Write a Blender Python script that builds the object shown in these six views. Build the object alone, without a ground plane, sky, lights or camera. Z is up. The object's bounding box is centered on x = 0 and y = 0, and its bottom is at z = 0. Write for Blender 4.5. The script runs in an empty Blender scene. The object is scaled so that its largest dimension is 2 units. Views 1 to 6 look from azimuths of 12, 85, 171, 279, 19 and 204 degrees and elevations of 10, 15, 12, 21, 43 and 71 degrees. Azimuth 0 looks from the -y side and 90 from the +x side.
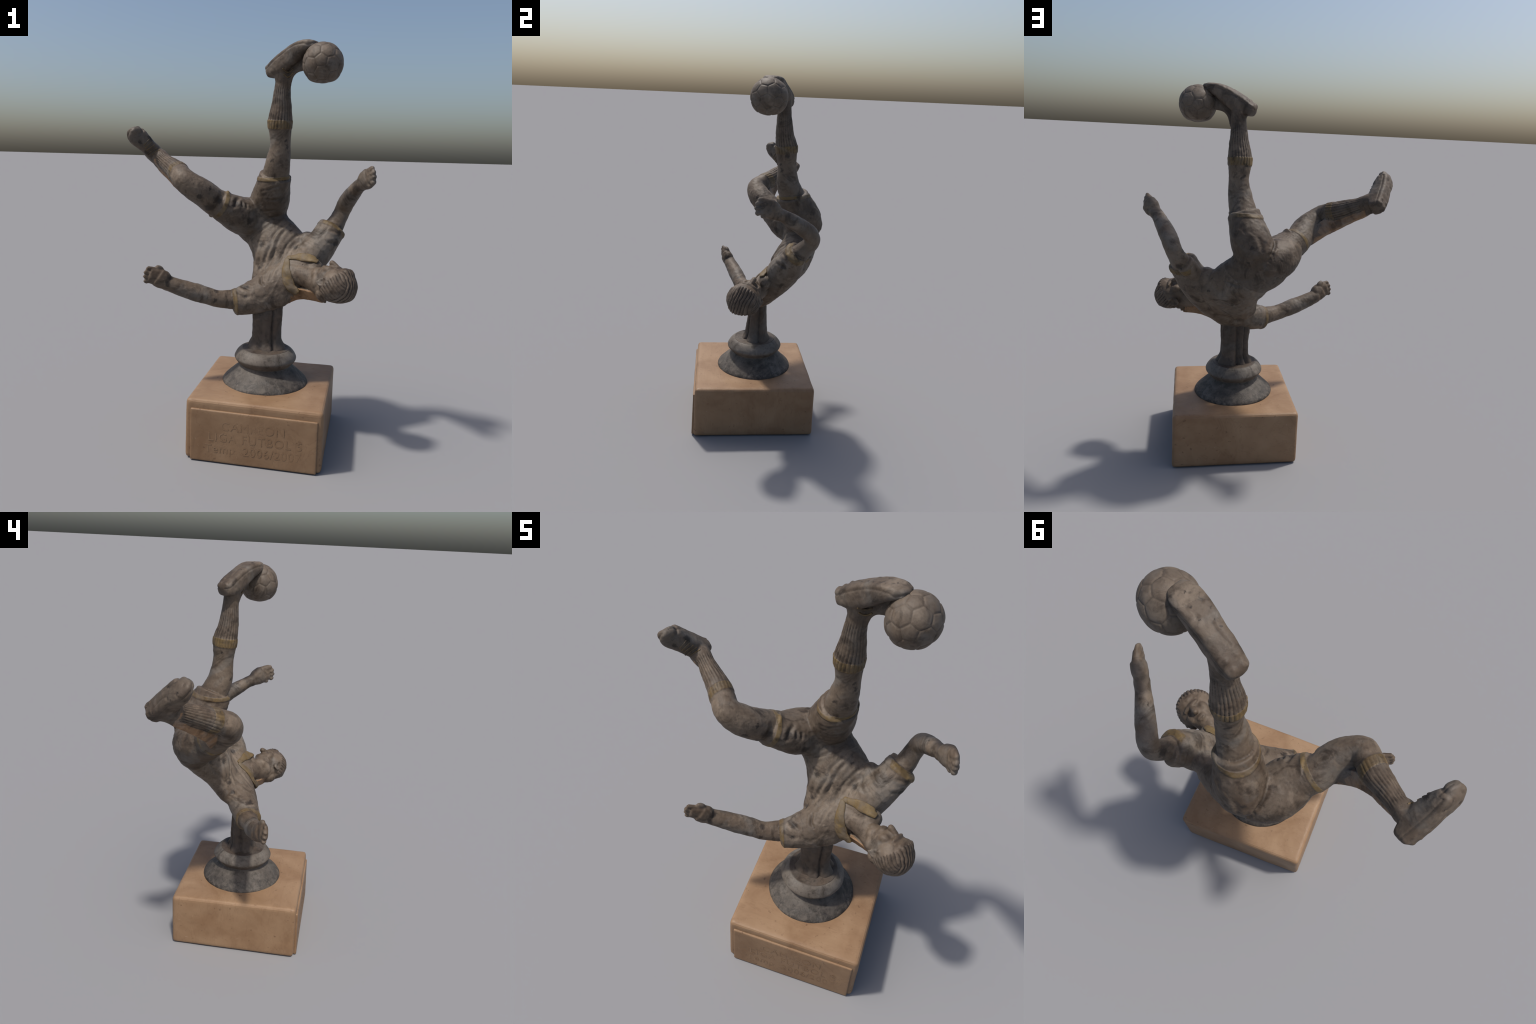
import bpy, bmesh, math
import numpy as np
from mathutils import Vector, Matrix
from mathutils.kdtree import KDTree

VOXEL = 0.0030
rng = np.random.default_rng(7)


# ------------------------------------------------------------------ helpers
def unit(v):
    v = np.asarray(v, float)
    return v / np.linalg.norm(v)


def spline(P, sub):
    """Catmull-Rom through the rows of P."""
    P = np.asarray(P, float)
    Q = np.vstack([2 * P[0] - P[1], P, 2 * P[-1] - P[-2]])
    out = []
    t = np.linspace(0, 1, sub, endpoint=False)[:, None]
    for i in range(1, len(Q) - 2):
        a, b, c, d = Q[i - 1], Q[i], Q[i + 1], Q[i + 2]
        out.append(.5 * (2 * b + (c - a) * t + (2 * a - 5 * b + 4 * c - d) * t ** 2 + (3 * b - a - 3 * c + d) * t ** 3))
    out.append(Q[-2:-1])
    return np.vstack(out)


def loft(stations, side=(1, 0, 0), sub=6, seg=40, power=2.0, caps=(.6, .6), linear=False):
    """Closed tube through elliptic stations (x, y, z, a, b[, sx, sy, sz]).
    a is the half width along `side`, b the half width across it.
    caps: how far each rounded end bulges, as a share of the end radius."""
    S = np.array([list(s[:5]) + list(s[5:8] if len(s) > 5 else side) for s in stations], float)
    D = S if linear else spline(S, sub)
    C, A, B, W = D[:, :3], np.abs(D[:, 3]), np.abs(D[:, 4]), D[:, 5:8]
    T = np.gradient(C, axis=0)
    T /= np.linalg.norm(T, axis=1)[:, None]
    U = W - (W * T).sum(1)[:, None] * T
    U /= np.linalg.norm(U, axis=1)[:, None]
    V = np.cross(T, U)
    th = np.linspace(0, 2 * np.pi, seg, endpoint=False)
    cx = np.sign(np.cos(th)) * np.abs(np.cos(th)) ** (2 / power)
    sy = np.sign(np.sin(th)) * np.abs(np.sin(th)) ** (2 / power)
    rows = []

    def ring(c, a, b, u, v):
        rows.append(c + a * cx[:, None] * u + b * sy[:, None] * v)

    steps = np.radians([80, 60, 40, 20])
    r0, r1 = min(A[0], B[0]), min(A[-1], B[-1])
    for s in steps:
        ring(C[0] - T[0] * r0 * caps[0] * np.sin(s), A[0] * np.cos(s), B[0] * np.cos(s), U[0], V[0])
    for i in range(len(C)):
        ring(C[i], A[i], B[i], U[i], V[i])
    for s in steps[::-1]:
        ring(C[-1] + T[-1] * r1 * caps[1] * np.sin(s), A[-1] * np.cos(s), B[-1] * np.cos(s), U[-1], V[-1])
    verts = np.vstack(rows)
    n = len(rows)
    faces = []
    for i in range(n - 1):
        for j in range(seg):
            k = (j + 1) % seg
            faces.append((i * seg + j, i * seg + k, (i + 1) * seg + k, (i + 1) * seg + j))
    faces.append(tuple(range(seg))[::-1])
    faces.append(tuple((n - 1) * seg + j for j in range(seg)))
    return verts, faces


def tube(P, sub=6, seg=28, caps=(.8, .8)):
    """Round limb through (x, y, z, r)."""
    P = [(p[0], p[1], p[2], p[3], p[3]) for p in P]
    d = np.array(P[-1][:3]) - np.array(P[0][:3])
    side = (1, 0, 0) if abs(unit(d)[0]) < .8 else (0, 0, 1)
    return loft(P, side, sub, seg, caps=caps)


def ellipsoid(c, axes, frame, n=24):
    """frame: rows are the three axis directions."""
    frame = np.asarray(frame, float)
    verts, faces = [], []
    for i in range(1, n):
        p = math.pi * i / n
        for j in range(2 * n):
            q = math.pi * j / n
            l = np.array([axes[0] * math.sin(p) * math.cos(q), axes[1] * math.sin(p) * math.sin(q), axes[2] * math.cos(p)])
            verts.append(np.asarray(c) + l @ frame)
    m = 2 * n
    for i in range(n - 2):
        for j in range(m):
            k = (j + 1) % m
            faces.append((i * m + j, (i + 1) * m + j, (i + 1) * m + k, i * m + k))
    faces.append(tuple(range(m)))
    faces.append(tuple((n - 2) * m + j for j in range(m))[::-1])
    return np.array(verts), faces


def new_mesh(name, verts, faces):
    me = bpy.data.meshes.new(name)
    me.from_pydata([tuple(v) for v in verts], [], faces)
    me.update()
    return me


def add_object(name, me, parent=None, mat=None, smooth=True):
    ob = bpy.data.objects.new(name, me)
    bpy.context.scene.collection.objects.link(ob)
    if parent:
        ob.parent = parent
    if mat:
        me.materials.clear()
        me.materials.append(mat)
    if smooth:
        me.polygons.foreach_set("use_smooth", np.ones(len(me.polygons), bool))
    return ob


def fuse(pieces, voxel):
    """Voxel-union of closed pieces -> (verts, polygons as list)."""
    allv, allf, off = [], [], 0
    for v, f in pieces:
        allv.append(v)
        allf += [tuple(i + off for i in q) for q in f]
        off += len(v)
    me = new_mesh("fuse", np.vstack(allv), allf)
    bm = bmesh.new()
    bm.from_mesh(me)
    bmesh.ops.recalc_face_normals(bm, faces=bm.faces[:])
    bm.to_mesh(me)
    bm.free()
    ob = bpy.data.objects.new("fuse", me)
    bpy.context.scene.collection.objects.link(ob)
    m = ob.modifiers.new("r", "REMESH")
    m.mode = "VOXEL"
    m.voxel_size = voxel
    dg = bpy.context.evaluated_depsgraph_get()
    out = bpy.data.meshes.new_from_object(ob.evaluated_get(dg))
    bpy.data.objects.remove(ob)
    bpy.data.meshes.remove(me)
    return out


def get_co(me):
    co = np.empty(len(me.vertices) * 3)
    me.vertices.foreach_get("co", co)
    return co.reshape(-1, 3)


def get_normals(me):
    n = np.empty(len(me.vertices) * 3)
    me.vertices.foreach_get("normal", n)
    return n.reshape(-1, 3)


def set_co(me, co):
    me.vertices.foreach_set("co", co.ravel())
    me.update()


def smooth_verts(me, co, rounds, weight=None, lam=.5):
    e = np.empty(len(me.edges) * 2, int)
    me.edges.foreach_get("vertices", e)
    e = e.reshape(-1, 2)
    n = len(co)
    deg = np.bincount(e.ravel(), minlength=n)[:, None]
    w = lam if weight is None else lam * weight[:, None]
    for _ in range(rounds):
        s = np.empty_like(co)
        for k in range(3):
            s[:, k] = np.bincount(e[:, 0], co[e[:, 1], k], n) + np.bincount(e[:, 1], co[e[:, 0], k], n)
        co = co + w * (s / deg - co)
    return co


def value_noise(p, scale, seed=0):
    """Smooth lattice noise in [-1, 1], vectorised."""
    q = p * scale + seed * 17.3
    i = np.floor(q).astype(np.int64)
    f = q - i
    f = f * f * (3 - 2 * f)
    out = 0
    for dx in (0, 1):
        for dy in (0, 1):
            for dz in (0, 1):
                h = ((i[:, 0] + dx) * 374761393 + (i[:, 1] + dy) * 668265263 + (i[:, 2] + dz) * 2147483647 + seed * 144665) & 0xFFFFFFFF
                h = ((h ^ (h >> 13)) * 1274126177) & 0xFFFFFFFF
                h = ((h ^ (h >> 16)) & 0xFFFF) / 32767.5 - 1
                out = out + h * (f[:, 0] if dx else 1 - f[:, 0]) * (f[:, 1] if dy else 1 - f[:, 1]) * (f[:, 2] if dz else 1 - f[:, 2])
    return out


def line_distance(co, pts):
    """Distance from each vertex to a polyline, and the parameter along it."""
    pts = np.asarray(pts, float)
    best = np.full(len(co), 1e9)
    par = np.zeros(len(co))
    for i in range(len(pts) - 1):
        a, b = pts[i], pts[i + 1]
        d = b - a
        t = np.clip(((co - a) @ d) / (d @ d), 0, 1)
        q = np.linalg.norm(co - a - t[:, None] * d, axis=1)
        m = q < best
        best[m] = q[m]
        par[m] = (i + t[m]) / (len(pts) - 1)
    return best, par


def step(x, a, b):
    t = np.clip((x - a) / (b - a), 0, 1)
    return t * t * (3 - 2 * t)


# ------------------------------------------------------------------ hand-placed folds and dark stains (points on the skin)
FOLDS, SPOTS = [], []


def fold(width, depth, pts):
    FOLDS.append((width, depth, pts))


def spot(radius, pts):
    SPOTS.append((radius, pts[0]))


# <strokes>
fold(.008, .006, [(.204, .179, 1.100), (.175, .144, 1.074), (.148, .117, 1.037), (.138, .091, .990), (.114, .079, .915), (.101, .058, .867)])
fold(.009, .007, [(.199, .140, 1.064), (.176, .102, 1.015), (.164, .085, .966), (.142, .065, .900), (.127, .014, .858)])
fold(.007, .005, [(.268, .158, 1.043), (.227, .104, 1.002), (.209, .085, .960), (.194, .054, .915), (.173, .007, .874), (.161, -.035, .832)])
fold(.009, .006, [(.083, .105, .980), (.085, .087, .920), (.074, .074, .857), (.070, .042, .823)])
fold(.01, .005, [(.089, .116, 1.009), (.095, .099, .982)])
fold(.007, .006, [(.115, -.002, .845), (.119, -.033, .822), (.137, -.052, .808)])
fold(.008, .004, [(.292, .139, 1.024), (.299, .099, 1.003), (.322, .062, .999)])
fold(.008, .004, [(.362, .125, 1.076), (.386, .098, 1.066), (.420, .089, 1.058)])
fold(.008, .005, [(.440, .082, 1.027), (.474, .115, 1.017)])
fold(.007, .006, [(.448, .111, 1.083), (.484, .122, 1.069)])
fold(.009, .005, [(.024, -.046, .792), (.052, -.060, .789), (.072, -.068, .786)])
fold(.009, .005, [(.046, -.097, .754), (.084, -.090, .756)])
fold(.009, .005, [(.027, .159, .980), (.053, .117, .920), (.077, .074, .861), (.054, .021, .815)])
fold(.006, .005, [(.057, .063, .814), (.033, .005, .798), (.013, -.035, .792)])
fold(.006, .004, [(.019, .168, 1.004), (.080, .149, 1.062), (.139, .163, 1.106), (.185, .205, 1.126), (.200, .243, 1.128)])
fold(.007, .004, [(.101, .121, 1.230), (.151, .131, 1.229), (.191, .150, 1.253)])
fold(.007, .004, [(.079, .152, 1.162), (.135, .154, 1.170), (.187, .199, 1.177)])
fold(.007, .004, [(.097, .169, 1.116), (.134, .174, 1.119), (.176, .205, 1.134)])
fold(.006, .003, [(.080, .117, 1.269), (.138, .101, 1.289), (.203, .135, 1.309)])
fold(.01, .007, [(-.043, .117, 1.225), (-.052, .089, 1.211), (-.050, .071, 1.192)])
fold(.006, .005, [(-.024, .104, 1.211), (-.017, .095, 1.190)])
fold(.006, .005, [(-.002, .118, 1.197), (.004, .109, 1.182)])
fold(.01, .007, [(.021, .111, 1.148), (.017, .120, 1.094)])
fold(.007, .005, [(.054, .147, 1.123), (.053, .150, 1.089)])
fold(.007, .004, [(.226, .301, 1.022), (.192, .311, 1.011), (.159, .323, 1.004)])
fold(.007, .004, [(.328, .223, .929), (.279, .243, .909), (.194, .243, .879)])
fold(.007, .003, [(.317, .202, .892), (.266, .209, .868), (.222, .215, .860)])
fold(.006, .004, [(.246, .271, .928), (.196, .267, .902), (.148, .209, .853)])
fold(.006, .004, [(.239, .180, .833), (.212, .161, .811), (.180, .140, .788)])
fold(.007, .003, [(.402, .225, .975), (.372, .217, .942), (.347, .207, .919)])
fold(.008, .007, [(-.012, .270, 1.223), (-.001, .327, 1.195), (.007, .344, 1.164), (.021, .351, 1.139)])
fold(.01, .004, [(.164, .323, 1.263), (.127, .350, 1.240), (.104, .366, 1.201)])
fold(.01, .004, [(.071, .351, 1.246), (.054, .367, 1.192)])
fold(.008, .005, [(.000, .214, 1.234), (-.014, .258, 1.223), (-.015, .308, 1.199), (.022, .355, 1.168)])
fold(.007, .004, [(.265, .251, 1.064), (.228, .299, 1.041), (.350, .163, .296)])
fold(.007, .004, [(.162, .310, 1.290), (.132, .340, 1.263), (.103, .355, 1.245)])
fold(.008, .005, [(-.175, .181, 1.138), (-.171, .129, 1.118), (-.172, .072, 1.129)])
fold(.008, .004, [(-.135, .245, 1.188), (-.144, .262, 1.149), (-.152, .250, 1.143)])
fold(.01, .005, [(-.124, .061, 1.251), (-.140, .024, 1.206), (-.180, .046, 1.157)])
spot(.02, [(.093, .108, .995)])
spot(.016, [(.068, .053, .827)])
spot(.016, [(.085, .070, .873)])
spot(.018, [(.045, -.056, .790)])
spot(.016, [(.054, -.095, .753)])
spot(.018, [(.474, .115, 1.017)])
spot(.016, [(.484, .122, 1.069)])
spot(.022, [(.020, .116, 1.109)])
spot(.024, [(-.050, .078, 1.200)])
spot(.008, [(.235, .158, 1.067)])
spot(.014, [(.274, .097, .989)])
spot(.03, [(-.133, .030, 1.223)])
spot(.032, [(-.173, .019, 1.180)])
spot(.016, [(-.209, -.035, 1.241)])
spot(.01, [(-.164, -.001, 1.282)])
spot(.022, [(-.052, .073, 1.198)])
spot(.012, [(.042, .350, 1.235)])
spot(.014, [(.106, .364, 1.205)])
spot(.012, [(.054, .367, 1.192)])
spot(.01, [(.119, .354, 1.128)])
spot(.01, [(.307, .250, .955)])
spot(.022, [(.460, .258, 1.082)])
spot(.012, [(.040, .348, 1.236)])
spot(.012, [(.055, .366, 1.198)])
spot(.02, [(.221, .130, 1.581)])
spot(.014, [(.209, .108, 1.498)])
spot(.014, [(.136, .186, 1.595)])
spot(.014, [(.149, .187, 1.537)])
spot(.01, [(.109, .136, 1.564)])
spot(.012, [(.201, .099, 1.531)])
spot(.016, [(-.319, -.196, .813)])
spot(.018, [(-.310, -.173, .842)])
spot(.012, [(-.092, -.107, .773)])
spot(.012, [(-.092, -.134, .729)])
spot(.014, [(-.096, -.101, .776)])
spot(.008, [(.531, .136, 1.315)])
spot(.024, [(.440, .249, 1.163)])
spot(.008, [(.529, .139, 1.312)])
spot(.01, [(.132, .091, 1.428)])
spot(.02, [(-.545, .149, 1.528)])
spot(.02, [(-.568, .147, 1.450)])
spot(.012, [(-.587, .114, 1.505)])
spot(.012, [(.386, -.090, 1.898)])
spot(.009, [(.367, -.084, 1.864)])
spot(.02, [(.419, .095, 1.915)])
spot(.006, [(.302, .028, 1.998)])
spot(.006, [(.259, .020, 1.994)])
spot(.006, [(.270, .060, 1.992)])
spot(.006, [(.227, .030, 1.983)])
spot(.006, [(.237, .084, 1.979)])
spot(.006, [(.201, .059, 1.970)])
spot(.006, [(.177, .068, 1.960)])
spot(.006, [(-.623, .154, 1.569)])
spot(.006, [(-.613, .183, 1.546)])
spot(.006, [(-.652, .134, 1.536)])
spot(.006, [(-.646, .163, 1.506)])
spot(.006, [(-.555, .296, 1.445)])
spot(.006, [(-.597, .253, 1.434)])
# </strokes>

# ------------------------------------------------------------------ materials
def node(nt, kind, **kw):
    n = nt.nodes.new(kind)
    for k, v in kw.items():
        if k in n.inputs:
            n.inputs[k].default_value = v
        else:
            setattr(n, k, v)
    return n


def ramp(nt, fac, stops):
    r = nt.nodes.new("ShaderNodeValToRGB")
    el = r.color_ramp.elements
    while len(el) < len(stops):
        el.new(.5)
    for e, (p, c) in zip(el, stops):
        e.position = p
        e.color = (*c, 1) if len(c) == 3 else c
    nt.links.new(fac, r.inputs[0])
    return r.outputs[0]


def mix(nt, fac, a, b, kind="MIX"):
    m = nt.nodes.new("ShaderNodeMix")
    m.data_type = "RGBA"
    m.blend_type = kind
    for sock, val in ((0, fac), (6, a), (7, b)):
        if hasattr(val, "is_output"):
            nt.links.new(val, m.inputs[sock])
        elif sock == 0:
            m.inputs[0].default_value = val
        else:
            m.inputs[sock].default_value = (*val, 1)
    return m.outputs[2]


def math_node(nt, op, a, b=None, clamp=False):
    m = nt.nodes.new("ShaderNodeMath")
    m.operation = op
    m.use_clamp = clamp
    for i, v in enumerate((a, b)):
        if v is None:
            continue
        if hasattr(v, "is_output"):
            nt.links.new(v, m.inputs[i])
        else:
            m.inputs[i].default_value = v
    return m.outputs[0]


def noise(nt, vec, scale, detail=4, rough=.55, dist=0):
    n = node(nt, "ShaderNodeTexNoise", Scale=scale, Detail=detail, Roughness=rough, Distortion=dist)
    nt.links.new(vec, n.inputs["Vector"])
    return n.outputs[0]


def stain_group():
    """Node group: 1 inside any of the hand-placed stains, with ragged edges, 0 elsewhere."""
    g = bpy.data.node_groups.new("stain_mask", "ShaderNodeTree")
    g.interface.new_socket("Mask", in_out="OUTPUT", socket_type="NodeSocketFloat")
    out = g.nodes.new("NodeGroupOutput")
    tc = g.nodes.new("ShaderNodeTexCoord")
    n = node(g, "ShaderNodeTexNoise", Scale=42, Detail=6, Roughness=.7)
    g.links.new(tc.outputs["Object"], n.inputs["Vector"])
    sub = node(g, "ShaderNodeVectorMath", operation="MULTIPLY_ADD")
    g.links.new(n.outputs["Color"], sub.inputs[0])
    sub.inputs[1].default_value = (.052,) * 3
    off = node(g, "ShaderNodeVectorMath", operation="SUBTRACT")
    g.links.new(tc.outputs["Object"], off.inputs[0])
    off.inputs[1].default_value = (.026,) * 3
    g.links.new(off.outputs[0], sub.inputs[2])
    acc = None
    for r, p in SPOTS:
        d = node(g, "ShaderNodeVectorMath", operation="DISTANCE")
        g.links.new(sub.outputs[0], d.inputs[0])
        d.inputs[1].default_value = p
        k = math_node(g, "MULTIPLY_ADD", d.outputs["Value"], -1 / (r * .6))
        k.node.inputs[2].default_value = 1.9
        acc = k if acc is None else math_node(g, "MAXIMUM", acc, k)
    c = math_node(g, "MULTIPLY", acc, 1.0, True)
    g.links.new(c, out.inputs[0])
    return g


STAIN = None


def patina_material(name, light, mid, warm, dark=(.016, .012, .010), groove=1.0, stain=.5, rough=.60, bump=.28, scale=1.0, edge=None, wear=None):
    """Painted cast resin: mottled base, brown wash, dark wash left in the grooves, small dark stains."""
    m = bpy.data.materials.new(name)
    m.use_nodes = True
    nt = m.node_tree
    bs = nt.nodes["Principled BSDF"]
    tc = nt.nodes.new("ShaderNodeTexCoord")
    obj = tc.outputs["Object"]
    light, mid, warm = (tuple(c * k for c, k in zip(col, (.95, .885, .805))) for col in (light, mid, warm))
    base = ramp(nt, noise(nt, obj, 9 * scale, 6, .6), [(.33, mid), (.66, light)])
    wash = ramp(nt, noise(nt, obj, 4.3 * scale, 3, .5, .4), [(.46, (0, 0, 0)), (.72, (1, 1, 1))])
    base = mix(nt, math_node(nt, "MULTIPLY", wash, .75), base, warm)
    if wear:     # paint rubbed through to the resin
        rub = ramp(nt, noise(nt, obj, 24, 4, .6, .3), [(.47, (0, 0, 0)), (.60, (1, 1, 1))])
        base = mix(nt, math_node(nt, "MULTIPLY", rub, .50), base, wear)
    pale = ramp(nt, noise(nt, obj, 5.2 * scale, 4, .55, .9), [(.50, (0, 0, 0)), (.66, (1, 1, 1))])
    base = mix(nt, math_node(nt, "MULTIPLY", pale, .60), base, tuple(sum(light) / 3 * k for k in (1.28, 1.17, 1.03)))
    blot = ramp(nt, noise(nt, obj, 7.5 * scale, 6, .62, 1.7), [(.515, (0, 0, 0)), (.66, (1, 1, 1))])
    base = mix(nt, math_node(nt, "MULTIPLY", blot, .72), base, tuple(c * .34 for c in warm))
    speck = ramp(nt, noise(nt, obj, 48 * scale, 5, .7, .6), [(.34, (.80, .78, .76)), (.50, (1, 1, 1)), (.68, (1.08, 1.07, 1.06))])
    base = mix(nt, 1.0, base, speck, "MULTIPLY")
    rubbed = ramp(nt, noise(nt, obj, 16 * scale, 5, .6, .5), [(.56, (0, 0, 0)), (.70, (1, 1, 1))])
    base = mix(nt, math_node(nt, "MULTIPLY", rubbed, .60), base, tuple(c * 1.38 for c in light))
    st = ramp(nt, noise(nt, obj, 26 * scale, 6, .68, 1.0), [(.585, (0, 0, 0)), (.70, (1, 1, 1))])
    base = mix(nt, math_node(nt, "MULTIPLY", st, stain), base, dark)
    if STAIN:
        gn = nt.nodes.new("ShaderNodeGroup")
        gn.node_tree = STAIN
        base = mix(nt, math_node(nt, "MULTIPLY", gn.outputs[0], .78), base, dark)
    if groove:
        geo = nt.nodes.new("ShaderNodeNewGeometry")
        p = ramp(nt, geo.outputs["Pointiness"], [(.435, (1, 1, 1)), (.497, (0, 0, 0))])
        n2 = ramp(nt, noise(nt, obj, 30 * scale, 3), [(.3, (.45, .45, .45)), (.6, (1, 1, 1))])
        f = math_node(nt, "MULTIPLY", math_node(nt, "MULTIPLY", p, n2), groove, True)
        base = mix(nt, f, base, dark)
        if edge:
            q = ramp(nt, geo.outputs["Pointiness"], [(.515, (0, 0, 0)), (.60, (1, 1, 1))])
            base = mix(nt, math_node(nt, "MULTIPLY", q, .5), base, edge)
    nt.links.new(base, bs.inputs["Base Color"])
    bs.inputs["Roughness"].default_value = rough
    bs.inputs["Specular IOR Level"].default_value = .35
    b = node(nt, "ShaderNodeBump", Strength=bump, Distance=.004)
    nt.links.new(noise(nt, obj, 85 * scale, 5, .65), b.inputs["Height"])
    nt.links.new(b.outputs[0], bs.inputs["Normal"])
    return m


STAIN = stain_group() if SPOTS else None
LIGHT, MID, WARM = (.150, .123, .098), (.088, .069, .053), (.074, .049, .031)
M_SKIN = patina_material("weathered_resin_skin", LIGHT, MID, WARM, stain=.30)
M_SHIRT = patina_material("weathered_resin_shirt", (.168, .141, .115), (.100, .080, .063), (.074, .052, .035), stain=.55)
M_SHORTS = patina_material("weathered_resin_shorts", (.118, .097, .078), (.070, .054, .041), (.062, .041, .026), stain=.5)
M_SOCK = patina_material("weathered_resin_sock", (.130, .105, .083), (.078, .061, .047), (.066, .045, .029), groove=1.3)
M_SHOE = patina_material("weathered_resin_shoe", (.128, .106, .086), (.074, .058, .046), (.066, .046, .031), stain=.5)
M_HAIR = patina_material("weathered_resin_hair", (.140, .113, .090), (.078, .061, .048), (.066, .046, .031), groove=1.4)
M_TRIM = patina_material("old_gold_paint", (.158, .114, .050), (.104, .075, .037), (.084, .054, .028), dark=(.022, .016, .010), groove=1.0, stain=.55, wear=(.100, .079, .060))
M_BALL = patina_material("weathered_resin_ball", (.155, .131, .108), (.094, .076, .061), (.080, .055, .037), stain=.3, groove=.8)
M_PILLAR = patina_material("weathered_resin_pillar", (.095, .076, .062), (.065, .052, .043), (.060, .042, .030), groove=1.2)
M_WEB = patina_material("baked_peach_infill", (.26, .165, .095), (.19, .125, .078), (.24, .135, .065), groove=0, stain=.1)  # peach is light reflected off the base, baked into the infill, painted on


def stand_material():
    m = patina_material("grey_pewter_stand", (.124, .113, .102), (.060, .055, .050), (.075, .063, .053), stain=.7, rough=.62, scale=1.3)
    nt = m.node_tree
    bs = nt.nodes["Principled BSDF"]
    old = bs.inputs["Base Color"].links[0].from_socket
    tc = nt.nodes.new("ShaderNodeTexCoord")
    sep = nt.nodes.new("ShaderNodeSeparateXYZ")
    nt.links.new(tc.outputs["Object"], sep.inputs[0])
    # corroded black speckle that sits on the low rim of the flare
    h = ramp(nt, sep.outputs["Z"], [(.285, (1, 1, 1)), (.365, (.15, .15, .15))])
    n = ramp(nt, noise(nt, tc.outputs["Object"], 34, 6, .7, .6), [(.44, (0, 0, 0)), (.56, (1, 1, 1))])
    f = math_node(nt, "MULTIPLY", h, n)
    nt.links.new(mix(nt, math_node(nt, "MULTIPLY", f, .85), old, (.02, .018, .017)), bs.inputs["Base Color"])
    return m


def marble_material(name, tint=1.0):
    m = bpy.data.materials.new(name)
    m.use_nodes = True
    nt = m.node_tree
    bs = nt.nodes["Principled BSDF"]
    tc = nt.nodes.new("ShaderNodeTexCoord")
    obj = tc.outputs["Object"]
    c = lambda r, g, b: (r * tint, g * tint, b * tint)
    base = ramp(nt, noise(nt, obj, 5, 5, .6, .5), [(.3, c(.205, .118, .062)), (.55, c(.258, .160, .090)), (.75, c(.298, .192, .112))])
    mp = node(nt, "ShaderNodeMapping")
    mp.inputs["Scale"].default_value = (3, 12, 3)
    mp.inputs["Rotation"].default_value = (.2, .3, .5)
    nt.links.new(obj, mp.inputs[0])
    vein = ramp(nt, noise(nt, mp.outputs[0], 1.6, 6, .6, 1.2), [(.485, (0, 0, 0)), (.5, (1, 1, 1)), (.515, (0, 0, 0))])
    base = mix(nt, math_node(nt, "MULTIPLY", vein, .22), base, c(.12, .06, .03))
    pits = ramp(nt, noise(nt, obj, 38, 4, .55), [(.655, (0, 0, 0)), (.72, (1, 1, 1))])
    base = mix(nt, math_node(nt, "MULTIPLY", pits, .6), base, c(.10, .052, .028))
    dust = ramp(nt, noise(nt, obj, 60, 3, .5, 1), [(.70, (0, 0, 0)), (.76, (1, 1, 1))])
    base = mix(nt, math_node(nt, "MULTIPLY", dust, .35), base, c(.40, .30, .22))
    nt.links.new(base, bs.inputs["Base Color"])
    bs.inputs["Roughness"].default_value = .5
    bs.inputs["Specular IOR Level"].default_value = .3
    b = node(nt, "ShaderNodeBump", Strength=.25, Distance=.004)
    nt.links.new(noise(nt, obj, 40, 5, .6), b.inputs["Height"])
    nt.links.new(b.outputs[0], bs.inputs["Normal"])
    return m


M_STAND = stand_material()
M_RING = patina_material("rubbed_pewter_ring", (.150, .138, .126), (.092, .084, .077), (.080, .066, .053), stain=.6, rough=.64, scale=1.2)
M_MARBLE = marble_material("tan_marble")
M_PLATE = marble_material("tan_plaque_stone", .95)
M_LETTER = marble_material("worn_lettering", .95)


# ------------------------------------------------------------------ the thing
root = bpy.data.objects.new("footballer_trophy", None)
bpy.context.scene.collection.objects.link(root)
root["label"] = "weathered trophy statue of a footballer doing an overhead kick"
root["category"] = "trophy"

# ------------------------------------------------------------------ figure: measured joints and lofts
SHOULDER = unit((.709, .397, .583))      # from low shoulder to high shoulder
FRONT = unit((.143, -.857, .41))         # chest direction

piece = {}                                # limb name -> list of (verts, faces)


def put(limb, mesh):
    piece.setdefault(limb, []).append(mesh)


# torso: pelvis -> waist -> chest -> shoulders; a = half width along the shoulder line, b = half depth
HIPLINE = unit((.80, .10, .58))
put("torso", loft([
    (.001, .276, 1.170, .107, .069, *HIPLINE),
    (.033, .273, 1.113, .142, .084, *HIPLINE),
    (.099, .245, 1.046, .133, .098, *HIPLINE),
    (.173, .186, .962, .153, .102, *SHOULDER),
    (.207, .143, .899, .174, .080, *SHOULDER),
    (.237, .077, .841, .193, .072, *SHOULDER),
    (.280, .020, .811, .150, .056, *SHOULDER)], caps=(.5, .5)))
# shoulder girdle from the low sleeve to the high sleeve
put("torso", loft([
    (-.005, -.060, .713, .066, .066),
    (.065, -.025, .730, .085, .071),
    (.176, .024, .779, .106, .080),
    (.289, .084, .871, .098, .080),
    (.378, .135, .974, .084, .090),
    (.448, .180, 1.088, .074, .058)], side=(.8, -.3, -.5), caps=(.3, .3)))
# chest and cloth that rise to the collar on the high side
put("torso", ellipsoid((.340, .046, .912), (.055, .042, .046), np.eye(3), 16))
put("torso", ellipsoid((.384, .022, .898), (.040, .036, .040), np.eye(3), 16))
# cloth under the raised arm
put("torso", ellipsoid((.318, .182, 1.005), (.055, .055, .060), np.eye(3), 16))
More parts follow.
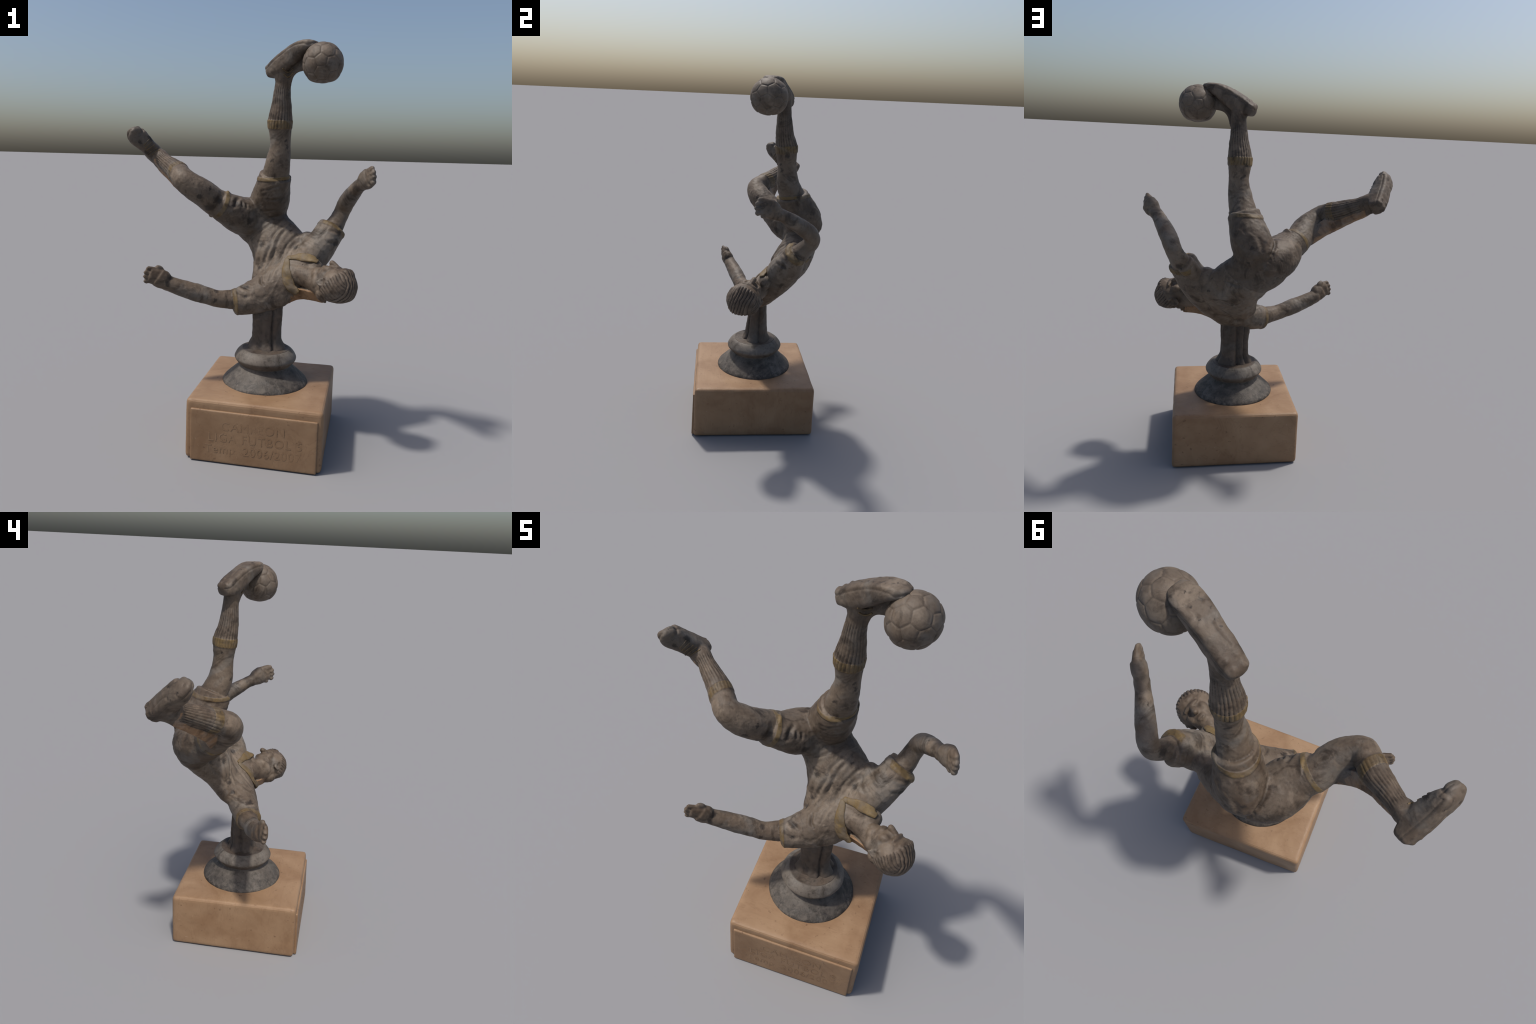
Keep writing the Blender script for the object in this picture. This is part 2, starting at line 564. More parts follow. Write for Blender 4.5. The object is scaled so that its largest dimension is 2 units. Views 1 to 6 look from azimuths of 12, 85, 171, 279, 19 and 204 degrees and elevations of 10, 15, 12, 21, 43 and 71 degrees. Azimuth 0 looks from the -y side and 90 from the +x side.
# wide, hanging back of the high sleeve
put("torso", tube([(.370, .172, 1.010, .050), (.402, .202, 1.052, .048), (.434, .228, 1.092, .047)], caps=(.5, .1)))
# pelvis into the two thighs (shorts)
put("shorts", loft([
    (.072, .280, 1.146, .105, .103),
    (.101, .244, 1.220, .105, .112),
    (.125, .197, 1.299, .091, .100),
    (.139, .180, 1.350, .085, .090)], side=(1, 0, 0), caps=(.5, .1)))
put("shorts", loft([
    (.045, .258, 1.093, .102, .107),
    (-.021, .234, 1.117, .106, .114),
    (-.067, .177, 1.142, .097, .113),
    (-.121, .121, 1.178, .080, .087),
    (-.148, .110, 1.198, .083, .071)], side=(0, 0, 1), caps=(.5, .1)))
# kicking leg
KICK = [(.176, .108, 1.831, .0386), (.172, .113, 1.750, .0445), (.169, .119, 1.686, .0525), (.163, .131, 1.619, .0615),
        (.166, .139, 1.518, .0530), (.155, .150, 1.420, .0640), (.140, .178, 1.350, .0715), (.128, .205, 1.290, .074)]
put("kick_leg", tube(KICK))
# bent leg
BENT = [(-.490, .187, 1.420, .0365), (-.435, .136, 1.391, .0455), (-.380, .088, 1.366, .0535), (-.345, .050, 1.347, .0560),
        (-.303, .003, 1.319, .0600), (-.250, .014, 1.280, .0675), (-.205, .046, 1.247, .0705), (-.166, .103, 1.203, .0735), (-.100, .155, 1.165, .08)]
put("bent_leg", tube(BENT))
# arms
ARM_LOW = [(-.340, -.163, .812, .0370), (-.262, -.137, .784, .0410), (-.191, -.114, .760, .0450), (-.140, -.100, .744, .0435), (-.094, -.088, .732, .0435), (-.027, -.059, .725, .0505)]
ARM_HIGH = [(.592, .060, 1.326, .0345), (.575, .090, 1.312, .0335), (.545, .153, 1.272, .0395), (.511, .225, 1.222, .0440), (.494, .254, 1.184, .0430), (.480, .249, 1.145, .0440), (.446, .190, 1.076, .0510)]
put("low_arm", tube(ARM_LOW))
put("high_arm", tube(ARM_HIGH))


# fists: a palm block and four curled fingers plus a thumb
def fist(limb, wrist, knuckle, stack, curl, size, spread, thumb):
    """stack: direction across the four fingers; curl: where the fingers point after the knuckles."""
    wrist, knuckle = np.array(wrist), np.array(knuckle)
    along = unit(knuckle - wrist)
    stack, curl = unit(stack), unit(curl)
    mid = (wrist + knuckle) / 2
    put(limb, loft([(*wrist, .034, .030), (*(wrist * .55 + knuckle * .45), .046, .034), (*knuckle, .048, .031)], side=stack, caps=(.3, .4), power=2.4))
    tip = knuckle + along * .018 + curl * .022
    put(limb, loft([(*(knuckle - along * .012), .042, .022), (*knuckle, .045, .023), (*tip, .041, .020)], side=stack, caps=(.3, .6), power=2.6))
    for i in range(4):
        o = (i - 1.5) * spread
        k = knuckle + stack * o
        r = size * (1.0, 1.05, 1.0, .85)[i]
        L = (.92, 1.0, .96, .8)[i]
        p1 = k + along * .020 * L + curl * .010
        p2 = p1 + (along * .35 + curl) * .030 * L
        p3 = p2 + (curl * .35 - along * .9) * .018 * L
        put(limb, tube([(*k, r), (*p1, r), (*p2, r * .92), (*p3, r * .80)], sub=4, seg=14))
    put(limb, tube([(*p, r) for p, r in thumb], sub=4, seg=14))


fist("low_hand", (-.332, -.162, .812), (-.372, -.184, .842), (.12, -.10, 1), (-.75, -.25, .05), .0128, .0225,
     [((-.350, -.165, .850), .014), ((-.362, -.177, .882), .0145), ((-.376, -.188, .893), .012)])
fist("high_hand", (.594, .055, 1.328), (.626, .008, 1.363), (-.10, .05, 1), (.22, -1, -.05), .0128, .0225,
     [((.600, .040, 1.345), .014), ((.618, .010, 1.330), .014), ((.636, -.022, 1.322), .011)])

# shoes: stations run heel to toe along the sole line, thickness hangs below the sole
def shoe(limb, sole, normal, ankle):
    """sole: (x, y, z, half width, full thickness) along the middle of the sole."""
    n = unit(normal)
    st = []
    P = np.array([s[:3] for s in sole], float)
    axis = unit(P[-1] - P[0])
    n = unit(n - (n @ axis) * axis)
    side = np.cross(axis, n)
    for (x, y, z, w, t) in sole:
        c = np.array((x, y, z)) - n * t / 2
        st.append((*c, t / 2, w, *n))
    put(limb, loft(st, power=3.3, caps=(.6, .9), sub=6))
    put(limb, tube(ankle))
    return axis, n, side


KSOLE = [(.100, .135, 1.898, .042, .066), (.146, .111, 1.933, .048, .092), (.201, .081, 1.967, .048, .090), (.258, .050, 1.992, .051, .072), (.308, .026, 1.998, .048, .052), (.332, .015, 1.994, .036, .038)]
K_AXIS, K_N, K_SIDE = shoe("kick_shoe", KSOLE, (-.31, .157, .937), [(.176, .106, 1.822, .040), (.172, .104, 1.860, .044), (.175, .100, 1.900, .040)])
LSOLE = [(-.562, .295, 1.428, .042, .072), (-.590, .250, 1.468, .046, .098), (-.614, .206, 1.508, .044, .094), (-.637, .159, 1.543, .051, .074), (-.638, .132, 1.563, .046, .056), (-.628, .117, 1.576, .034, .042)]
L_AXIS, L_N, L_SIDE = shoe("bent_shoe", LSOLE, (-.75, .55, .36), [(-.475, .175, 1.413, .039), (-.510, .198, 1.427, .047), (-.545, .218, 1.445, .046)])

# head frame: U towards the crown, F towards the face, E towards the near ear
HU = unit((.940, -.326, .104))
HF = np.array((.003, .313, .950))
HF = unit(HF - (HF @ HU) * HU)
HE = np.cross(HU, HF)
HC = np.array((.480, -.078, .842))
HFRAME = np.array([HU, HF, HE])


def hp(u, f, e):
    return HC + HU * u + HF * f + HE * e


put("neck", loft([(.245, .040, .855, .060, .060), (.310, .020, .862, .053, .054), (.372, -.010, .848, .051, .054), (*hp(-.030, -.015, 0), .054, .058)], side=HE, caps=(.2, .2)))
put("head", ellipsoid(hp(.030, -.010, .003), (.094, .090, .092), HFRAME))
put("head", ellipsoid(hp(-.020, .030, 0), (.080, .062, .060), HFRAME))
put("head", ellipsoid(hp(-.070, .042, 0), (.040, .040, .046), HFRAME))
put("head", ellipsoid(hp(-.066, .012, 0), (.040, .056, .054), HFRAME))
put("head", tube([(*hp(.026, .084, 0), .008), (*hp(.006, .098, 0), .012), (*hp(-.010, .106, 0), .0145)], sub=3, seg=14))
put("head", ellipsoid(hp(.066, .040, 0), (.042, .042, .056), HFRAME, 16))
put("head", ellipsoid(hp(.032, .074, 0), (.014, .014, .046), HFRAME, 12))
put("head", ellipsoid(hp(-.040, .085, 0), (.016, .012, .024), HFRAME, 12))
put("head", ellipsoid(hp(-.088, .066, 0), (.020, .018, .022), HFRAME, 12))
put("head", ellipsoid(hp(-.034, -.050, 0), (.042, .040, .058), HFRAME, 16))
for s in (-1, 1):
    put("head", ellipsoid(hp(-.010, .062, s * .036), (.030, .024, .022), HFRAME, 12))
    put("head", ellipsoid(hp(-.018, .006, s * .074), (.026, .018, .012), HFRAME, 12))
    rim = [(*hp(-.018 + .027 * math.cos(q), .004 + .020 * math.sin(q), s * (.084 + .003 * math.sin(q))), .0058) for q in np.radians((60, 20, -20, -60, -100, -140, -180))]
    put("head", tube(rim, sub=4, seg=10))

# scan infill, no real part: under neck, below bent calf, in kicking ankle
def web(limb, top, bottom, thick=.006, top_thick=None):
    """Sheet between two edge polylines, with thickness."""
    T, B = spline(top, 6), spline(bottom, 6)
    rows = [T * (1 - k) + B * k for k in np.linspace(0, 1, 7)]
    G = np.array(rows)
    du = np.gradient(G, axis=0)
    dv = np.gradient(G, axis=1)
    N = np.cross(du, dv)
    N /= np.linalg.norm(N, axis=2)[..., None] + 1e-9
    H = np.linspace(top_thick or thick, thick, len(rows))[:, None, None] / 2
    a, b = G + N * H, G - N * H
    r, c = G.shape[:2]
    verts = np.vstack([a.reshape(-1, 3), b.reshape(-1, 3)])
    o = r * c
    faces = []
    for i in range(r - 1):
        for j in range(c - 1):
            q = (i * c + j, i * c + j + 1, (i + 1) * c + j + 1, (i + 1) * c + j)
            faces.append(q)
            faces.append(tuple(x + o for x in q[::-1]))
    rim = [(0, j) for j in range(c)] + [(i, c - 1) for i in range(1, r)] + [(r - 1, j) for j in range(c - 2, -1, -1)] + [(i, 0) for i in range(r - 2, 0, -1)]
    idx = [i * c + j for i, j in rim]
    for k in range(len(idx)):
        p, q = idx[k], idx[(k + 1) % len(idx)]
        faces.append((q, p, p + o, q + o))
    put(limb, (verts, faces))


web("web", [(-.235, .085, 1.215), (-.300, .060, 1.290), (-.380, .095, 1.345), (-.440, .145, 1.375), (-.500, .195, 1.405), (-.560, .262, 1.425)],
    [(-.235, .112, 1.185), (-.333, .110, 1.246), (-.390, .128, 1.281), (-.448, .167, 1.321), (-.514, .211, 1.364), (-.575, .245, 1.400)], .034, .062)
web("web", [(.245, .010, .780), (.310, -.010, .800), (.370, -.035, .800), (.430, -.060, .790)],
    [(.250, .005, .708), (.301, .004, .733), (.350, -.020, .744), (.440, -.060, .742)], .012, .05)
web("web", [(.185, .100, 1.790), (.190, .092, 1.850), (.225, .078, 1.900), (.290, .050, 1.930)],
    [(.216, .088, 1.778), (.230, .070, 1.832), (.256, .060, 1.856), (.310, .045, 1.866)], .012)

# ------------------------------------------------------------------ fuse the figure into one skin
me = fuse([m for k in piece for m in piece[k]], VOXEL)
co = get_co(me)
co = smooth_verts(me, co, 6)

# softer blends where limbs enter the trunk
w = np.zeros(len(co))
for c, r in [((.30, .11, .96), .10), ((.05, -.03, .76), .09), ((.02, .22, 1.19), .13), ((.13, .21, 1.05), .12), ((.30, .0, .87), .06), ((.16, .12, .93), .10)]:
    w = np.maximum(w, 1 - step(np.linalg.norm(co - np.array(c), axis=1), r * .6, r))
co = smooth_verts(me, co, 25, w)
# the back of the head is flattened underneath
low = (co[:, 0] > .455) & (co[:, 2] < .780)
co[low, 2] = .780 - (.780 - co[low, 2]) * .50
set_co(me, co)
# cloth spans the hollows between chest, waist and shoulders: fill concave places only
w = np.zeros(len(co))
for c, r in [((.20, .05, .97), .19), ((.10, .02, .86), .15), ((.30, .08, 1.05), .14), ((.02, .12, 1.20), .14), ((.36, -.01, .88), .05), ((.10, .33, 1.12), .16), ((.0, .12, .80), .12)]:
    w = np.maximum(w, 1 - step(np.linalg.norm(co - np.array(c), axis=1), r * .55, r))
keep = co.copy()
for _ in range(9):
    n = get_normals(me)
    sm = smooth_verts(me, co, 14, w)
    co = co + n * np.maximum(((sm - co) * n).sum(1), 0)[:, None]
    set_co(me, co)
co = smooth_verts(me, co, 8, w)
set_co(me, co)


# ------------------------------------------------------------------ clean cut lines between parts
def cut(bm, p, n, radius):
    p, n = Vector(p), Vector(unit(n))
    fs = [f for f in bm.faces if (f.calc_center_median() - p).length < radius and abs((f.calc_center_median() - p).dot(n)) < .012]
    geom = set(fs)
    for f in fs:
        geom.update(f.verts)
        geom.update(f.edges)
    bmesh.ops.bisect_plane(bm, geom=list(geom), plane_co=p, plane_no=n, dist=1e-6)


def along(P, i, t):
    a, b = np.array(P[i][:3]), np.array(P[i + 1][:3])
    return a * (1 - t) + b * t


CUTS = {   # name: (point, direction that counts as beyond, radius)
    "kick_sock_low": ((.174, .110, 1.815), (.02, .03, -1), .075),
    "kick_band_top": ((.163, .129, 1.632), (-.02, .08, -1), .095),
    "kick_band_end": ((.164, .134, 1.590), (-.0, .10, -1), .095),
    "kick_hem": ((.139, .192, 1.352), (.06, .12, -1), .14),
    "kick_hem_end": ((.137, .196, 1.334), (.06, .12, -1), .14),
    "bent_ankle": ((-.498, .195, 1.425), (.76, -.60, -.25), .080),
    "bent_band_top": ((-.372, .080, 1.362), (.72, -.62, -.30), .095),
    "bent_band_end": ((-.345, .050, 1.347), (.72, -.62, -.30), .095),
    "bent_hem": ((-.160, .108, 1.204), (.66, .60, -.45), .13),
    "bent_hem_end": ((-.147, .120, 1.196), (.66, .60, -.45), .13),
    "low_wrist": ((-.345, -.166, .816), (.92, .30, -.26), .07),
    "low_sleeve": ((-.022, -.058, .726), (.93, .34, .10), .09),
    "low_sleeve_end": ((-.004, -.050, .730), (.93, .34, .10), .095),
    "high_wrist": ((.590, .063, 1.325), (-.40, .80, -.45), .06),
    "high_sleeve": ((.452, .200, 1.088), (-.42, -.50, -.76), .09),
    "high_sleeve_end": ((.440, .184, 1.066), (-.42, -.50, -.76), .095),
    "waist": ((.105, .215, 1.040), (.47, -.40, -.79), .22),
    "neck_base": ((.288, .000, .860), (.93, -.25, -.12), .085),
    "jaw": (tuple(hp(-.088, .0, 0)), tuple(HU * .9 + HF * -.45), .085),
}
bm = bmesh.new()
bm.from_mesh(me)
for p, n, r in CUTS.values():
    cut(bm, p, n, r)
bmesh.ops.triangulate(bm, faces=[f for f in bm.faces if len(f.verts) > 4])
bm.to_mesh(me)
bm.free()
co = get_co(me)

# limb of every vertex / face: nearest loft surface
names = list(piece)
pts, lab = [], []
for i, k in enumerate(names):
    for v, f in piece[k]:
        pts.append(v)
        lab += [i] * len(v)
pts = np.vstack(pts)
kd = KDTree(len(pts))
for i, p in enumerate(pts):
    kd.insert(p, i)
kd.balance()
vlimb = np.array([lab[kd.find(c)[1]] for c in co])
L = {k: i for i, k in enumerate(names)}


def beyond(c, name):
    p, n, r = CUTS[name]
    return (c - np.array(p)) @ unit(n)


def near(c, name, extra=0):
    p, n, r = CUTS[name]
    return np.linalg.norm(c - np.array(p), axis=1) < r + extra


# ------------------------------------------------------------------ relief
me.update()
nor = get_normals(me)
disp = np.zeros(len(co))


def frame_angle(c, spine, side):
    """Angle of each vertex around the nearest point of a spine."""
    P = spline([p[:3] for p in spine], 10)
    T = np.gradient(P, axis=0)
    T /= np.linalg.norm(T, axis=1)[:, None]
    d = np.linalg.norm(c[:, None] - P[None], axis=2).argmin(1)
    U = np.asarray(side) - (T @ np.asarray(side))[:, None] * T
    U /= np.linalg.norm(U, axis=1)[:, None]
    V = np.cross(T, U)
    q = c - P[d]
    return np.arctan2((q * V[d]).sum(1), (q * U[d]).sum(1))


def ribs(limbs, spine, side, start, end, count, depth):
    m = np.isin(vlimb, [L[x] for x in limbs]) & near(co, end, .25)
    i = np.where(m)[0]
    a = frame_angle(co[i], spine, side)
    s0, s1 = beyond(co[i], start), -beyond(co[i], end)
    fade = step(s0, .004, .03) * step(s1, -.001, .004)
    wob = a * count + 1.5 * value_noise(co[i], 16, 3)
    disp[i] += fade * depth * (np.abs(np.sin(wob / 2)) ** .6 - .75) * (1 + .75 * value_noise(co[i], 24, 5))


def band(limb_set, first, last, height, soft=.003):
    """Raised ring of cloth between two cut planes."""
    m = np.isin(vlimb, [L[x] for x in limb_set]) & near(co, first, .02)
    i = np.where(m)[0]
    a, b = beyond(co[i], first), -beyond(co[i], last)
    disp[i] += height * step(a, -soft, soft) * step(b, -soft * 2, soft)


ribs(["kick_leg", "kick_shoe"], KICK, (1, 0, 0), "kick_sock_low", "kick_band_end", 24, .0034)
ribs(["bent_leg", "bent_shoe", "web"], BENT, (0, 0, 1), "bent_ankle", "bent_band_end", 22, .0030)
band(["kick_leg"], "kick_band_top", "kick_band_end", .0025)
band(["bent_leg"], "bent_band_top", "bent_band_end", .0025)
band(["kick_leg", "shorts"], "kick_hem", "kick_hem_end", .004)
band(["bent_leg", "shorts"], "bent_hem", "bent_hem_end", .002)
band(["low_arm", "torso"], "low_sleeve", "low_sleeve_end", .003)
band(["high_arm", "torso"], "high_sleeve", "high_sleeve_end", .003)

# boots: a welt groove round the sole, shallow stud pits in the forefoot, worn stud stumps at the heel
for limb, line, n, ax, sd in (("kick_shoe", KSOLE, K_N, K_AXIS, K_SIDE), ("bent_shoe", LSOLE, L_N, L_AXIS, L_SIDE)):
    i = np.where(vlimb == L[limb])[0]
    P = spline([p[:3] for p in line], 10)
    k = np.linalg.norm(co[i][:, None] - P[None], axis=2).argmin(1)
    d = ((co[i] - P[k]) * n).sum(1)
    disp[i] += .0012 * np.exp(-((d + .008) / .006) ** 2) * (np.abs((co[i] - P[k]) @ sd) > .02)
    disp[i] -= .0024 * np.exp(-((d + .021) / .0045) ** 2) * (np.abs((co[i] - P[k]) @ sd) > .015)
    a, b = (co[i] - np.array(line[0][:3])) @ ax, (co[i] - P[k]) @ sd
    top = step(d, -.014, -.006)
    for u, v_ in ((.245, .012), (.215, -.022), (.205, .024), (.175, -.018), (.150, .022)):
        disp[i] -= .0030 * top * np.exp(-((a - u) ** 2 + (b - v_) ** 2) / .007 ** 2)
    for u, v_ in ((.002, -.016), (.000, .016), (.032, -.020), (.032, .018)):
        disp[i] += .0042 * top * np.exp(-((a - u) ** 2 + (b - v_) ** 2) / .0085 ** 2)
    disp[i] -= .0028 * top * np.exp(-((b - .012 - .004 * np.sin(a * 40)) / .006) ** 2) * step(a, .05, .07) * (1 - step(a, .14, .16))

# hair: strands that run from the brow over the crown to the nape
hl = (co - HC) @ HFRAME.T
head = np.isin(vlimb, [L["head"], L["neck"]])
hairline = .050 - hl[:, 0] * 1.0 - .25 * np.abs(hl[:, 2])       # F value of the hair edge
is_hair = head & (hl[:, 1] < .055 - (.062 - hl[:, 0]) * .95) & (hl[:, 0] > -.075 + .0 * hl[:, 1])
amt = step(-(hl[:, 1] - (.055 - (.062 - hl[:, 0]) * .95)), 0, .010) * is_hair
strand = hl[:, 2] * 400 + 1.6 * value_noise(co, 20, 11) + 1.2 * value_noise(co, 55, 12)
crown = step(hl[:, 0], -.01, .045) * (1 - step(np.abs(hl[:, 2]), .052, .074))
disp += amt * crown * (.0070 * (np.abs(np.sin(strand / 2)) ** .7 - .55) + .0010)
# shorter locks round the ear and the nape, swept backwards
lock = (hl[:, 0] * .8 + hl[:, 1] * .6) * 420 + 2.5 * value_noise(co, 25, 14)
disp += amt * (1 - crown) * (.0045 * (np.abs(np.sin(lock / 2)) ** .8 - .5) * (.4 + .6 * step(hl[:, 1], -.06, .0)) + .0018 * value_noise(co, 60, 13))
# eye sockets
for s in (-1, 1):
    d = np.linalg.norm(hl - np.array((.012, .086, s * .030)), axis=1)
    disp -= .007 * np.exp(-(d / .013) ** 2) * head
    d = np.linalg.norm(hl - np.array((-.018, .006, s * .090)), axis=1)
    disp -= .006 * np.exp(-(d / .009) ** 2) * head
d = np.linalg.norm((hl - np.array((-.042, .098, 0))) * np.array((2.6, 1, .8)), axis=1)
disp -= .005 * np.exp(-(d / .016) ** 2) * head

# cloth folds: a groove with a soft ridge on both sides, fading at its ends
for width, depth, pts_ in FOLDS:
    lo, hi = np.min(pts_, 0) - .05, np.max(pts_, 0) + .05
    i = np.where(((co > lo) & (co < hi)).all(1))[0]
    q, t = line_distance(co[i], spline(pts_, 5) if len(pts_) > 2 else pts_)
    q = q + .0025 * value_noise(co[i], 40, 51)
    fade = (.35 + .65 * np.sin(np.pi * np.clip(t, .02, .98)) ** .6) * np.clip(.8 + .75 * value_noise(co[i], 17, 52), .15, 1.4)
    disp[i] += fade * depth * (-np.exp(-(q / width) ** 2) + .45 * np.exp(-((q - 2.1 * width) / (1.1 * width)) ** 2))

# soft irregular creases: noise drawn out along the pull of the cloth
for limbs, pull, amp, seed in ((("torso",), (.40, .45, .80), .0030, 81), (("shorts",), HIPLINE, .0028, 83)):
    i = np.where(np.isin(vlimb, [L[x] for x in limbs]))[0]
    a = unit(pull)
    q = co[i] - .78 * (co[i] @ a)[:, None] * a
    r1 = 1 - 2 * np.abs(value_noise(q, 34, seed))
    r2 = value_noise(q, 62, seed + 1)
    disp[i] += amp * (.6 * r1 + .45 * r2) * (.55 + .45 * value_noise(co[i], 9, seed + 2))

# overall hand-modelled unevenness
disp += .0016 * value_noise(co, 14, 21) + .0013 * value_noise(co, 36, 22) + .0008 * value_noise(co, 82, 23)
co = co + nor * disp[:, None]
set_co(me, co)
nor = get_normals(me)

# ------------------------------------------------------------------ split into named parts
fc = np.empty(len(me.polygons) * 3)
me.polygons.foreach_get("center", fc)
fc = fc.reshape(-1, 3)
fl = np.array([lab[kd.find(c)[1]] for c in fc])
PART = {}


def assign(mask, name):
    PART[name] = mask


owner = np.full(len(fc), "shirt", dtype=object)
is_ = lambda *k: np.isin(fl, [L[x] for x in k])
dist = lambda c, p: np.linalg.norm(c - np.array(p), axis=1)

owner[is_("shorts")] = "shorts"
m = is_("torso", "shorts", "bent_leg", "kick_leg")
owner[m & (beyond(fc, "waist") < 0)] = "shorts"
owner[m & (beyond(fc, "waist") >= 0)] = "shirt"
# kicking leg
z = is_("kick_leg", "kick_shoe", "web", "shorts") & (dist(fc, (.16, .13, 1.6)) < .42) & (fc[:, 2] > 1.26)
owner[z] = "kick_leg"
owner[z & (beyond(fc, "kick_band_end") < 0)] = "kick_band"
owner[z & (beyond(fc, "kick_band_top") < 0)] = "kick_sock"
owner[z & (beyond(fc, "kick_sock_low") < 0)] = "kick_shoe"
owner[z & (beyond(fc, "kick_hem") > 0)] = "kick_hem"
owner[z & (beyond(fc, "kick_hem_end") > 0)] = "shorts"
# bent leg
z = is_("bent_leg", "bent_shoe", "web", "shorts") & (fc[:, 0] < -.06) & (fc[:, 2] > 1.0)
owner[z] = "bent_leg"
owner[z & (beyond(fc, "bent_band_end") < 0)] = "bent_band"
owner[z & (beyond(fc, "bent_band_top") < 0)] = "bent_sock"
owner[z & (beyond(fc, "bent_ankle") < 0)] = "bent_shoe"
owner[z & (beyond(fc, "bent_hem") > 0)] = "bent_hem"
owner[z & (beyond(fc, "bent_hem_end") > 0)] = "shorts"
# arms
z = is_("low_arm", "low_hand", "torso") & (fc[:, 0] < .05) & (fc[:, 2] < .95)
owner[z] = "low_arm"
owner[z & (beyond(fc, "low_wrist") < 0)] = "low_hand"
owner[z & (beyond(fc, "low_sleeve") > 0)] = "low_cuff"
owner[z & (beyond(fc, "low_sleeve_end") > 0)] = "shirt"
z = is_("high_arm", "high_hand", "torso") & (dist(fc, (.52, .10, 1.22)) < .30) & (fc[:, 0] > .40)
owner[z] = "high_arm"
owner[z & (beyond(fc, "high_wrist") < 0)] = "high_hand"
owner[z & (beyond(fc, "high_sleeve") > 0)] = "high_cuff"
owner[z & (beyond(fc, "high_sleeve_end") > 0)] = "shirt"
# head
z = is_("neck", "head", "web") & (fc[:, 0] > .25) & (fc[:, 2] < 1.0)
owner[z] = "neck"
owner[z & (beyond(fc, "neck_base") < 0)] = "shirt"
owner[z & (beyond(fc, "jaw") > 0) & is_("head")] = "head"
fh = (fc - HC) @ HFRAME.T
hair = is_("head", "neck") & (fh[:, 1] < .055 - (.062 - fh[:, 0]) * .95) & (fh[:, 0] > -.075)
owner[hair] = "hair"
z = is_("web")
# the web is whatever hangs clear of the round calf
SP = spline(BENT, 10)
zi = np.where((fc[:, 0] < -.2) & (fc[:, 2] > 1.15) & (fc[:, 2] < 1.45) & np.isin(owner, ["bent_leg", "bent_sock", "bent_band", "bent_hem", "shorts", "bent_shoe"]))[0]
dd = np.linalg.norm(fc[zi][:, None] - SP[None, :, :3], axis=2)
kk = dd.argmin(1)
clear = dd[np.arange(len(zi)), kk] - SP[kk, 3] + .0015 * value_noise(fc[zi], 30, 61)
zi = zi[(clear > .0065) & (fc[zi, 2] < SP[kk, 2]) & (beyond(fc[zi], "bent_ankle") > 0)]
owner[zi] = "web_leg"
owner[z & (fc[:, 0] > .2) & (fc[:, 2] < 1.0)] = "web_neck"
owner[z & (fc[:, 2] > 1.6)] = "web_ankle"

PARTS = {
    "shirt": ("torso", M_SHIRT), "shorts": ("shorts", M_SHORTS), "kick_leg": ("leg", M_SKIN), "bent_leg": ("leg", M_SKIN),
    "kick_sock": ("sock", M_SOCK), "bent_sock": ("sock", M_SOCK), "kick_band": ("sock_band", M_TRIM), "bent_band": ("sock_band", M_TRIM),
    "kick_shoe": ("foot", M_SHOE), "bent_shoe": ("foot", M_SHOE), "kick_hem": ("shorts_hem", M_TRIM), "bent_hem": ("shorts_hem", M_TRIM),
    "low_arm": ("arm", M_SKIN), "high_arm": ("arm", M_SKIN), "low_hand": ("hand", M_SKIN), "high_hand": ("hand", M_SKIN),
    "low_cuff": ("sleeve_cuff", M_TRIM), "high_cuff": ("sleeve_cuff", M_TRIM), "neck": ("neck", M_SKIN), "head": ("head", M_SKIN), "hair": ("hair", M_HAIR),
    "web_leg": ("scan_infill_web", M_WEB), "web_neck": ("scan_infill_web", M_WEB), "web_ankle": ("scan_infill_web", M_SHOE),  # sheets rebuilt from scan infill, not part of the statue
}
figure = bpy.data.objects.new("footballer", None)
bpy.context.scene.collection.objects.link(figure)
figure.parent = root
polys = [tuple(p.vertices) for p in me.polygons]
figure_parts = {}
for key, (name, mat) in PARTS.items():
    idx = np.where(owner == key)[0]
    if not len(idx):
        continue
    used = sorted({v for i in idx for v in polys[i]})
    back = {v: i for i, v in enumerate(used)}
    pm = new_mesh(name, co[used], [tuple(back[v] for v in polys[i]) for i in idx])
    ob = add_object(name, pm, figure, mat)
    pm.normals_split_custom_set_from_vertices([tuple(n) for n in nor[used]])
    figure_parts[key] = ob
bpy.data.meshes.remove(me)

# ------------------------------------------------------------------ collar: two folded flaps round the neck opening
skin = KDTree(len(co))
for k, p in enumerate(co):
    skin.insert(p, k)
skin.balance()


